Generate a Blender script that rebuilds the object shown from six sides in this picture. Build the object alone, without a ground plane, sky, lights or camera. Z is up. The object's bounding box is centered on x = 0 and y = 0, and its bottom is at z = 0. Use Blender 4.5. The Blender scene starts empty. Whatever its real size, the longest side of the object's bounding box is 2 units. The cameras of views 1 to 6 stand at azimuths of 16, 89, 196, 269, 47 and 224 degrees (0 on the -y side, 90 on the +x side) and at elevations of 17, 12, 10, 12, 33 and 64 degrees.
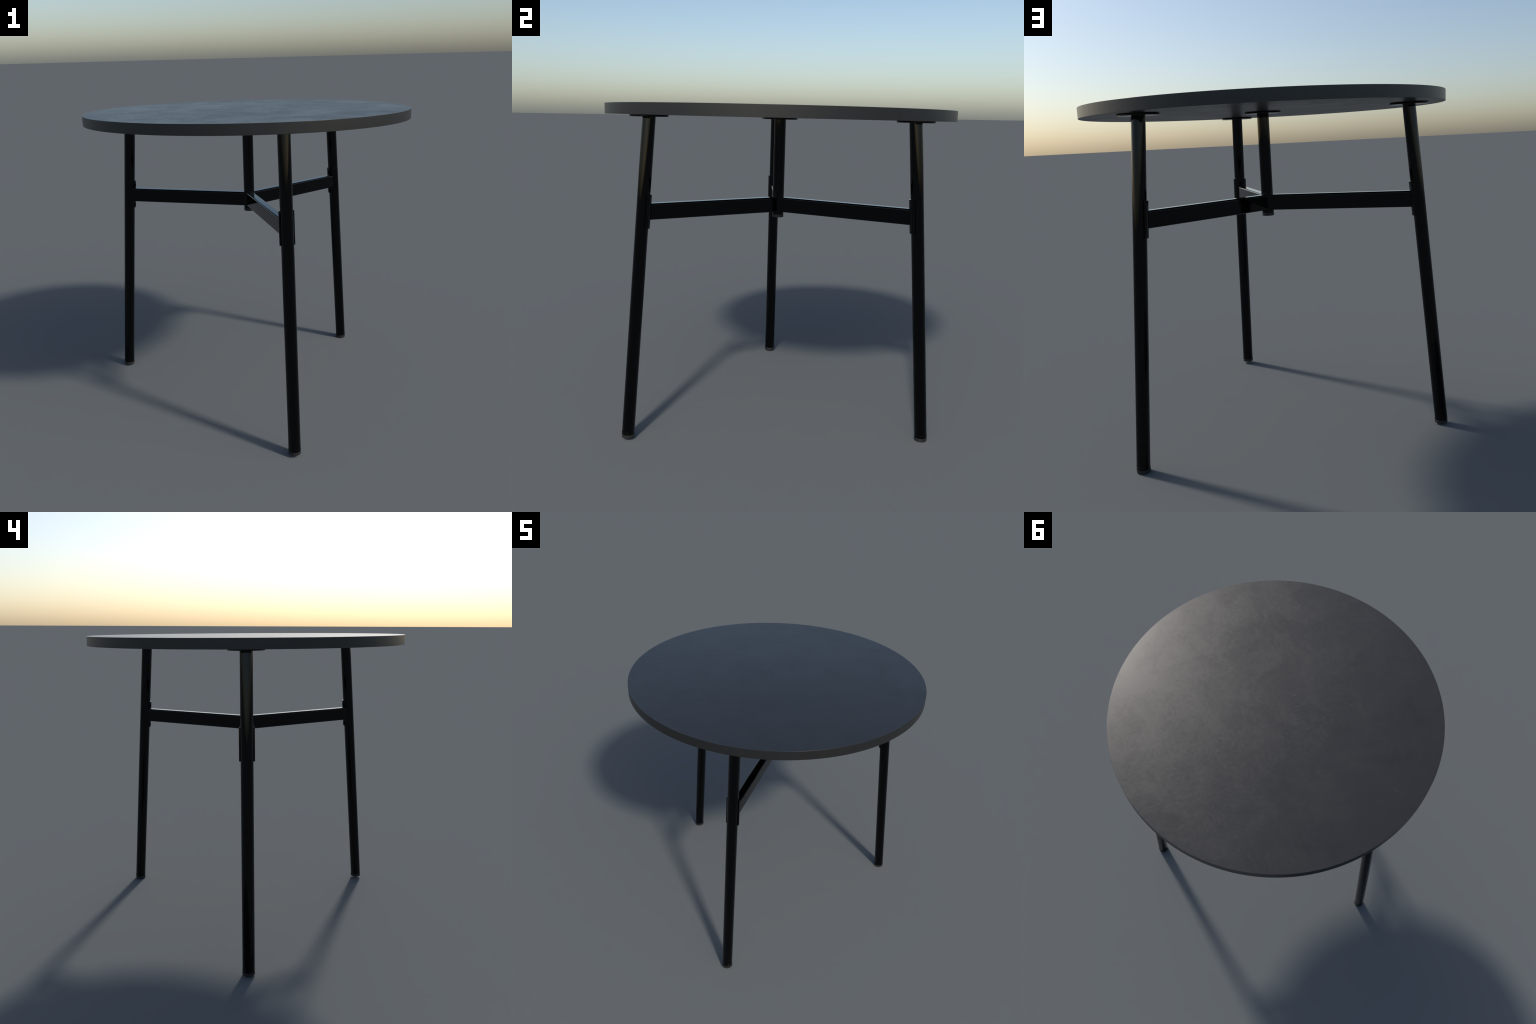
"""Round cafe table: dark stone-look top on three splayed black steel tube legs,
tied by a three-armed stretcher to a short central post."""
import bpy, bmesh, math
from mathutils import Vector, Matrix

# ------------------------------------------------------------------ sizes (m)
TOP_R, TOP_Z, TOP_T = 0.9998, 1.8466, 0.0574
PLATE_R, PLATE_T = 0.1015, 0.0102
LEG_R = 0.0349
AXIS_FOOT, AXIS_TOP, AXIS_TOP_Z = 0.9667, 0.8106, 1.79   # leg axis: radius at z = 0 and at the top
LEG_ANGLES = [math.pi, -math.pi / 3, math.pi / 3]
POST_R, POST_BOTTOM = 0.0337, 1.2203
FOOT_R, FOOT_T, COLLAR_TOP = 0.0356, 0.0177, 0.0335
BAR_W, BAR_Z0, BAR_Z1, BAR_BEVEL = 0.050, 1.2355, 1.3238, 0.0085
SLEEVE_IN, SLEEVE_OUT, SLEEVE_L, SLEEVE_Z = 0.0353, 0.0434, 0.1850, 1.2850
SCREW_UP, SCREW_DOWN, SCREW_R = 1.3490, 1.2140, 0.0115
TILT, TIP = 0.0082, 0.0002                                          # the table stands with a slight lean
ROUGH = (0.274, 0.415)                                   # sheen range of the stone laminate
SLOPE = (AXIS_FOOT - AXIS_TOP) / AXIS_TOP_Z
LEAN = math.atan(SLOPE)


# ------------------------------------------------------------------ materials
def new_material(name):
    m = bpy.data.materials.new(name)
    m.use_nodes = True
    nt = m.node_tree
    return m, nt, nt.nodes["Principled BSDF"]


def node(nt, kind, **kw):
    n = nt.nodes.new(kind)
    for k, v in kw.items():
        if hasattr(n, k):
            setattr(n, k, v)
        else:
            n.inputs[k].default_value = v
    return n


def ramp(nt, fac, stops):
    r = nt.nodes.new("ShaderNodeValToRGB")
    e = r.color_ramp.elements
    while len(e) < len(stops):
        e.new(0.5)
    for el, (p, c) in zip(e, stops):
        el.position = p
        el.color = (c, c, c, 1) if not isinstance(c, tuple) else (*c, 1)
    nt.links.new(fac, r.inputs["Fac"])
    return r.outputs["Color"]


def mix(nt, a, b, fac, blend="MIX"):
    m = nt.nodes.new("ShaderNodeMix")
    m.data_type = "RGBA"
    m.blend_type = blend
    for sock, val in ((m.inputs["Factor"], fac), (m.inputs["A"], a), (m.inputs["B"], b)):
        if hasattr(val, "is_output"):
            nt.links.new(val, sock)
        else:
            sock.default_value = val
    return m.outputs["Result"]


def stone_laminate():
    """Dark grey trowelled-plaster laminate. The pattern lives mostly in the sheen: duller clouds,
    overlapping trowel patches, feathery strokes turning from patch to patch, and a few scuffs."""
    m, nt, b = new_material("stone_laminate")
    L = nt.links.new
    co = nt.nodes.new("ShaderNodeTexCoord").outputs["Object"]

    def math_node(op, x, y=None):
        n = node(nt, "ShaderNodeMath", operation=op)
        for i, v in enumerate((x, y)):
            if v is None:
                continue
            if hasattr(v, "is_output"):
                L(v, n.inputs[i])
            else:
                n.inputs[i].default_value = v
        return n.outputs[0]

    def noise(vec, scale, detail=3.0, rough=0.5, dist=0.0):
        n = node(nt, "ShaderNodeTexNoise", Scale=scale, Detail=detail, Roughness=rough, Distortion=dist)
        L(vec, n.inputs["Vector"])
        return n

    def warped(scale, amount):
        w = noise(co, scale, 4.0, 0.6)
        sub = node(nt, "ShaderNodeVectorMath", operation="SUBTRACT")
        L(w.outputs["Color"], sub.inputs[0]); sub.inputs[1].default_value = (0.5, 0.5, 0.5)
        sc = node(nt, "ShaderNodeVectorMath", operation="SCALE"); sc.inputs["Scale"].default_value = amount
        L(sub.outputs[0], sc.inputs[0])
        add = node(nt, "ShaderNodeVectorMath", operation="ADD")
        L(co, add.inputs[0]); L(sc.outputs[0], add.inputs[1])
        return add.outputs[0]

    def cells(vec, scale):
        v = node(nt, "ShaderNodeTexVoronoi", Scale=scale)
        L(vec, v.inputs["Vector"])
        sep = nt.nodes.new("ShaderNodeSeparateColor")
        L(v.outputs["Color"], sep.inputs[0])
        return sep.outputs[0], sep.outputs[1]

    def brushed(vec, angle_rand, stretch, scale):
        rot = node(nt, "ShaderNodeVectorRotate", rotation_type="Z_AXIS")
        L(vec, rot.inputs["Vector"])
        L(math_node("MULTIPLY", angle_rand, 6.2832), rot.inputs["Angle"])
        mp = node(nt, "ShaderNodeMapping")
        mp.inputs["Scale"].default_value = stretch
        L(rot.outputs[0], mp.inputs["Vector"])
        return noise(mp.outputs[0], scale, 6.0, 0.62, 0.6).outputs["Fac"]

    w1, w2 = warped(2.1, 0.5), warped(5.0, 0.16)
    clouds = ramp(nt, noise(w1, 4.2, 6.0, 0.58).outputs["Fac"], [(0.44, 0.0), (0.62, 1.0)])
    rnd_a, tone_a = cells(w1, 3.6)
    rnd_b, tone_b = cells(w2, 8.0)
    strokes_a = ramp(nt, brushed(w2, rnd_a, (8.0, 1.0, 1.0), 14.0), [(0.46, 0.0), (0.62, 1.0)])
    strokes_b = ramp(nt, brushed(w2, rnd_b, (6.0, 1.0, 1.0), 30.0), [(0.46, 0.0), (0.62, 1.0)])
    mottle = ramp(nt, noise(w2, 38.0, 6.0, 0.65).outputs["Fac"], [(0.35, 0.0), (0.65, 1.0)])
    scuff_zone = ramp(nt, noise(w1, 2.6, 2.0).outputs["Fac"], [(0.50, 0.0), (0.60, 1.0)])
    scuffs = math_node("MULTIPLY", scuff_zone, ramp(nt, brushed(w2, rnd_b, (7.0, 1.0, 1.0), 11.0), [(0.60, 0.0), (0.65, 1.0)]))

    # hair-thin veins where a slow noise crosses its middle value
    ridge = math_node("ABSOLUTE", math_node("SUBTRACT", noise(w2, 11.0, 4.0, 0.6, 1.2).outputs["Fac"], 0.5))
    vein_zone = ramp(nt, noise(w1, 2.3, 2.0).outputs["Fac"], [(0.48, 0.0), (0.60, 1.0)])
    veins = math_node("MULTIPLY", vein_zone, ramp(nt, ridge, [(0.0, 1.0), (0.012, 0.0)]))

    dull = math_node("MULTIPLY", clouds, 0.20)
    dull = math_node("ADD", dull, math_node("MULTIPLY", tone_a, 0.15))
    dull = math_node("ADD", dull, math_node("MULTIPLY", math_node("MULTIPLY", strokes_a, tone_b), 0.36))
    dull = math_node("ADD", dull, math_node("MULTIPLY", math_node("MULTIPLY", strokes_b, clouds), 0.34))
    dull = math_node("ADD", dull, math_node("MULTIPLY", mottle, 0.20))
    dull = math_node("ADD", dull, math_node("MULTIPLY", veins, 0.65))
    dull = math_node("ADD", dull, math_node("MULTIPLY", scuffs, 0.80))
    L(ramp(nt, dull, [(0.05, ROUGH[0]), (0.95, ROUGH[1])]), b.inputs["Roughness"])
    smudge = math_node("MULTIPLY", ramp(nt, noise(w1, 3.1, 5.0, 0.6).outputs["Fac"], [(0.50, 0.0), (0.64, 1.0)]),
                       ramp(nt, noise(w2, 14.0, 5.0, 0.65).outputs["Fac"], [(0.40, 0.0), (0.60, 1.0)]))
    base = ramp(nt, dull, [(0.05, (0.0200, 0.0200, 0.0202)), (0.95, (0.0150, 0.0150, 0.0153))])
    L(mix(nt, base, (0.0123, 0.0123, 0.0124, 1), math_node("MULTIPLY", smudge, 0.7)), b.inputs["Base Color"])
    return m


def black_lacquer():
    """Deep black glossy powder coat with a whisper of orange peel."""
    m, nt, b = new_material("black_lacquer")
    L = nt.links.new
    co = nt.nodes.new("ShaderNodeTexCoord").outputs["Object"]
    n = node(nt, "ShaderNodeTexNoise", Scale=35.0, Detail=3.0)
    L(co, n.inputs["Vector"])
    L(ramp(nt, n.outputs["Fac"], [(0.3, 0.045), (0.7, 0.065)]), b.inputs["Roughness"])
    L(ramp(nt, n.outputs["Fac"], [(0.3, (0.0001,) * 3), (0.7, (0.0002,) * 3)]), b.inputs["Base Color"])
    b.inputs["Specular IOR Level"].default_value = 0.27
    return m


def edge_laminate():
    """Plain edge strip of the same laminate: nearly even, with faint upright streaks."""
    m, nt, b = new_material("edge_laminate")
    L = nt.links.new
    mp = node(nt, "ShaderNodeMapping")
    L(nt.nodes.new("ShaderNodeTexCoord").outputs["Object"], mp.inputs["Vector"])
    mp.inputs["Scale"].default_value = (1.0, 1.0, 0.12)
    n = node(nt, "ShaderNodeTexNoise", Scale=60.0, Detail=4.0)
    L(mp.outputs[0], n.inputs["Vector"])
    L(ramp(nt, n.outputs["Fac"], [(0.3, (0.0145,) * 3), (0.7, (0.0165,) * 3)]), b.inputs["Base Color"])
    L(ramp(nt, n.outputs["Fac"], [(0.3, 0.345), (0.7, 0.385)]), b.inputs["Roughness"])
    return m


def grey_plastic():
    """Matt dark grey plastic of the glides."""
    m, nt, b = new_material("grey_plastic")
    L = nt.links.new
    co = nt.nodes.new("ShaderNodeTexCoord").outputs["Object"]
    n = node(nt, "ShaderNodeTexNoise", Scale=60.0, Detail=4.0)
    L(co, n.inputs["Vector"])
    L(ramp(nt, n.outputs["Fac"], [(0.3, (0.0105,) * 3), (0.7, (0.0130,) * 3)]), b.inputs["Base Color"])
    b.inputs["Roughness"].default_value = 0.6
    return m


def black_steel():
    """Burnished black screw steel."""
    m, nt, b = new_material("black_steel")
    L = nt.links.new
    co = nt.nodes.new("ShaderNodeTexCoord").outputs["Object"]
    n = node(nt, "ShaderNodeTexNoise", Scale=80.0)
    L(co, n.inputs["Vector"])
    L(ramp(nt, n.outputs["Fac"], [(0.3, 0.25), (0.7, 0.35)]), b.inputs["Roughness"])
    b.inputs["Base Color"].default_value = (0.0006, 0.0006, 0.0006, 1)
    b.inputs["Specular IOR Level"].default_value = 0.12
    return m


STONE, EDGE, BLACK, GREY, STEEL = stone_laminate(), edge_laminate(), black_lacquer(), grey_plastic(), black_steel()


# ------------------------------------------------------------------ builders
def to_object(bm, name, mat, parent=None, matrix=None, angle=50):
    me = bpy.data.meshes.new(name)
    bmesh.ops.recalc_face_normals(bm, faces=bm.faces)
    for f in bm.faces:
        f.smooth = True
    for e in bm.edges:
        if len(e.link_faces) == 2:
            e.smooth = e.calc_face_angle() < math.radians(angle)
    bm.to_mesh(me)
    bm.free()
    me = weigh_normals(me)
    me.name = name
    me.materials.append(mat)
    return link(name, me, parent, matrix)


def weigh_normals(me):
    """Bake face-area weighted normals so that large flat and round faces stay true beside tiny bevels."""
    ob = bpy.data.objects.new("normal_helper", me)
    bpy.context.scene.collection.objects.link(ob)
    mod = ob.modifiers.new("weights", "WEIGHTED_NORMAL")
    mod.mode, mod.weight, mod.keep_sharp = "FACE_AREA", 50, True
    mod.thresh = 0.001
    out = bpy.data.meshes.new_from_object(ob.evaluated_get(bpy.context.evaluated_depsgraph_get()))
    bpy.data.objects.remove(ob)
    bpy.data.meshes.remove(me)
    return out


def link(name, me, parent, matrix=None):
    ob = bpy.data.objects.new(name, me)
    bpy.context.scene.collection.objects.link(ob)
    ob.parent = parent
    if matrix is not None:
        ob.matrix_local = matrix
    return ob


def turned(profile, seg, closed=False):
    """Solid of revolution about z from (radius, z) points; a zero radius closes on the axis."""
    bm = bmesh.new()
    rings = []
    for r, z in profile:
        if r == 0:
            rings.append([bm.verts.new((0, 0, z))])
        else:
            rings.append([bm.verts.new((r * math.cos(2 * math.pi * i / seg), r * math.sin(2 * math.pi * i / seg), z)) for i in range(seg)])
    for a, b in zip(rings, rings[1:]):
        for i in range(seg):
            j = (i + 1) % seg
            if len(a) == 1:
                bm.faces.new((a[0], b[i], b[j]))
            elif len(b) == 1:
                bm.faces.new((a[i], a[j], b[0]))
            else:
                bm.faces.new((a[i], a[j], b[j], b[i]))
    return bm


def rounded(r, z0, z1, bev):
    """Profile of a disc or rod with slightly eased rims."""
    q = bev * 0.29
    return [(0, z0), (r - bev, z0), (r - q, z0 + q), (r, z0 + bev), (r, z1 - bev), (r - q, z1 - q), (r - bev, z1), (0, z1)]


# ------------------------------------------------------------------ assembly
foot_axis = AXIS_FOOT - SLOPE * 0.025
table = bpy.data.objects.new("round_table", None)
bpy.context.scene.collection.objects.link(table)
table.rotation_euler = (-TILT, -TIP, 0)
table.location = (0, -0.0154, math.sin(TILT) * (foot_axis * math.sin(math.pi / 3) + FOOT_R - 0.0012))
table["label"] = "round dark stone-look table on three splayed black tube legs"
table["category"] = "dining table"

# top: thin crisp disc
top = to_object(turned(rounded(TOP_R, TOP_Z - TOP_T, TOP_Z, 0.0009), 256), "tabletop", STONE, table)
top.data.materials.append(EDGE)
for face in top.data.polygons:
    if abs(face.normal.z) < 0.3:
        face.material_index = 1


def leg_frame(ang):
    """Frame whose z runs up the leg axis and whose x points away from the table centre."""
    out = Vector((math.cos(ang), math.sin(ang), 0))
    base = out * AXIS_FOOT
    rot = Matrix.Rotation(ang, 4, "Z") @ Matrix.Rotation(-LEAN, 4, "Y")
    return Matrix.Translation(base) @ rot


def along(z):
    return z / math.cos(LEAN)


# shared meshes
leg_bm = turned(rounded(LEG_R, along(0.022), along(TOP_Z - TOP_T - PLATE_T * 0.5), 0.0008), 64)
plate_bm = turned(rounded(PLATE_R, TOP_Z - TOP_T - PLATE_T, TOP_Z - TOP_T + 0.0004, 0.0012), 96)
foot_bm = turned(rounded(FOOT_R, 0.0, FOOT_T, 0.0012), 64)
collar_bm = turned(rounded(FOOT_R, FOOT_T, COLLAR_TOP, 0.0010), 64)


def sleeve_mesh():
    """Half shell that saddles the inner side of a leg, with two screw holes bored through it."""
    bm = bmesh.new()
    n = 40
    half = SLEEVE_L / 2
    arc = [math.pi + math.radians(-89 + 178 * i / n) for i in range(n + 1)]
    outline = [(SLEEVE_OUT * math.cos(a), SLEEVE_OUT * math.sin(a)) for a in arc]
    outline += [(SLEEVE_IN * math.cos(a), SLEEVE_IN * math.sin(a)) for a in reversed(arc)]
    lo = [bm.verts.new((x, y, -half)) for x, y in outline]
    hi = [bm.verts.new((x, y, half)) for x, y in outline]
    k = len(outline)
    for i in range(k):
        j = (i + 1) % k
        bm.faces.new((lo[i], lo[j], hi[j], hi[i]))
    for i in range(n):
        bm.faces.new((lo[i], lo[i + 1], lo[k - 2 - i], lo[k - 1 - i]))
        bm.faces.new((hi[i], hi[i + 1], hi[k - 2 - i], hi[k - 1 - i]))
    bmesh.ops.recalc_face_normals(bm, faces=bm.faces)
    sharp = [e for e in bm.edges if e.calc_face_angle() > math.radians(50)]
    bmesh.ops.bevel(bm, geom=sharp, offset=0.0008, segments=2, affect="EDGES", profile=0.5)
    body = to_object(bm, "sleeve_blank", BLACK)
    cutters = []
    for z in (SCREW_UP, SCREW_DOWN):
        c = turned(rounded(SCREW_R, -0.03, 0.03, 0.0005), 32)
        bmesh.ops.transform(c, verts=c.verts, matrix=Matrix.Translation((-0.05, 0, along(z) - along(SLEEVE_Z))) @ Matrix.Rotation(math.pi / 2, 4, "Y"))
        ob = to_object(c, "bore", BLACK)
        mod = body.modifiers.new("bore", "BOOLEAN")
        mod.object, mod.operation, mod.solver = ob, "DIFFERENCE", "EXACT"
        cutters.append(ob)
    dg = bpy.context.evaluated_depsgraph_get()
    me = bpy.data.meshes.new_from_object(body.evaluated_get(dg))
    for ob in cutters + [body]:
        bpy.data.objects.remove(ob)
    bm = bmesh.new()
    bm.from_mesh(me)
    for f in bm.faces:
        f.smooth = True
    for e in bm.edges:
        if len(e.link_faces) == 2:
            e.smooth = e.calc_face_angle() < math.radians(35)
    bm.to_mesh(me)
    bm.free()
    me = weigh_normals(me)
    me.name = "sleeve"
    return me


def screw_mesh():
    """Round screw head with a hexagonal socket; head faces +z."""
    bm = bmesh.new()
    seg, hexr, deep = 48, 0.0050, 0.0035
    def ring(r, z, hexagon=False):
        pts = []
        for i in range(seg):
            a = 2 * math.pi * i / seg
            rr = r
            if hexagon:
                rr = r * math.cos(math.pi / 6) / math.cos((a % (math.pi / 3)) - math.pi / 6)
            pts.append(bm.verts.new((rr * math.cos(a), rr * math.sin(a), z)))
        return pts
    R = SCREW_R - 0.0009
    rings = [ring(R, -0.004), ring(R, 0.0011), ring(R - 0.0004, 0.0017), ring(R - 0.0012, 0.0020), ring(hexr, 0.0020, True), ring(hexr, 0.0020 - deep, True)]
    for a, b in zip(rings, rings[1:]):
        for i in range(seg):
            j = (i + 1) % seg
            bm.faces.new((a[i], a[j], b[j], b[i]))
    bm.faces.new(rings[-1])
    bm.faces.new(list(reversed(rings[0])))
    return bm


def bar_bm():
    """Flat steel box bar with eased edges; runs along +x from inside the post to a raked leg sleeve."""
    bm = bmesh.new()
    w, b, n = BAR_W / 2, BAR_BEVEL, 10
    sect = []
    for cy, cz, a0 in ((w - b, BAR_Z1 - b, 0), (-w + b, BAR_Z1 - b, 90), (-w + b, BAR_Z0 + b, 180), (w - b, BAR_Z0 + b, 270)):
        for i in range(n + 1):
            a = math.radians(a0 + 90 * i / n)
            sect.append((cy + b * math.cos(a), cz + b * math.sin(a)))
    inner = [bm.verts.new((0.014, y, z)) for y, z in sect]
    outer = [bm.verts.new((AXIS_FOOT - SLOPE * z - 0.0352, y, z)) for y, z in sect]
    k = len(sect)
    for i in range(k):
        j = (i + 1) % k
        bm.faces.new((inner[i], inner[j], outer[j], outer[i]))
    bm.faces.new(inner)
    bm.faces.new(list(reversed(outer)))
    return bm


sleeve_me = sleeve_mesh()
shared = {}


def place(key, bm, mat, parent, matrix, angle=50):
    """First call builds the mesh, later calls reuse it."""
    if key not in shared:
        ob = to_object(bm, key, mat, parent, matrix, angle)
        shared[key] = ob.data
        return ob
    return link(key, shared[key], parent, matrix)


I4 = Matrix.Identity(4)
screw_bm = screw_mesh()
stretcher_bm = bar_bm()

# central post with its own plate and end cap
post = to_object(turned(rounded(POST_R, POST_BOTTOM, TOP_Z - TOP_T - PLATE_T * 0.5, 0.0008), 64), "central_post", BLACK, table)
place("mounting_plate", plate_bm, BLACK, post, I4)
to_object(turned(rounded(POST_R + 0.0003, POST_BOTTOM - FOOT_T, POST_BOTTOM - 0.0003, 0.0010), 64), "end_cap", GREY, post)

for ang in LEG_ANGLES:
    frame = leg_frame(ang)
    leg = place("leg", leg_bm, BLACK, table, frame)
    inv = frame.inverted()
    out = Vector((math.cos(ang), math.sin(ang), 0))
    place("mounting_plate", plate_bm, BLACK, leg, inv @ Matrix.Translation(out * (AXIS_FOOT - SLOPE * 1.782)))
    at_foot = inv @ Matrix.Translation(out * foot_axis) @ Matrix.Rotation(ang, 4, "Z")
    place("foot_glide", foot_bm, GREY, leg, at_foot)
    place("collar", collar_bm, BLACK, leg, at_foot)
    sl = link("sleeve", sleeve_me, leg, Matrix.Translation((0, 0, along(SLEEVE_Z))))
    for z in (SCREW_UP, SCREW_DOWN):
        place("screw", screw_bm, STEEL, leg, Matrix.Translation((-SLEEVE_OUT + 0.0072, 0, along(z))) @ Matrix.Rotation(-math.pi / 2, 4, "Y"))
    place("stretcher", stretcher_bm, BLACK, table, Matrix.Rotation(ang, 4, "Z"))
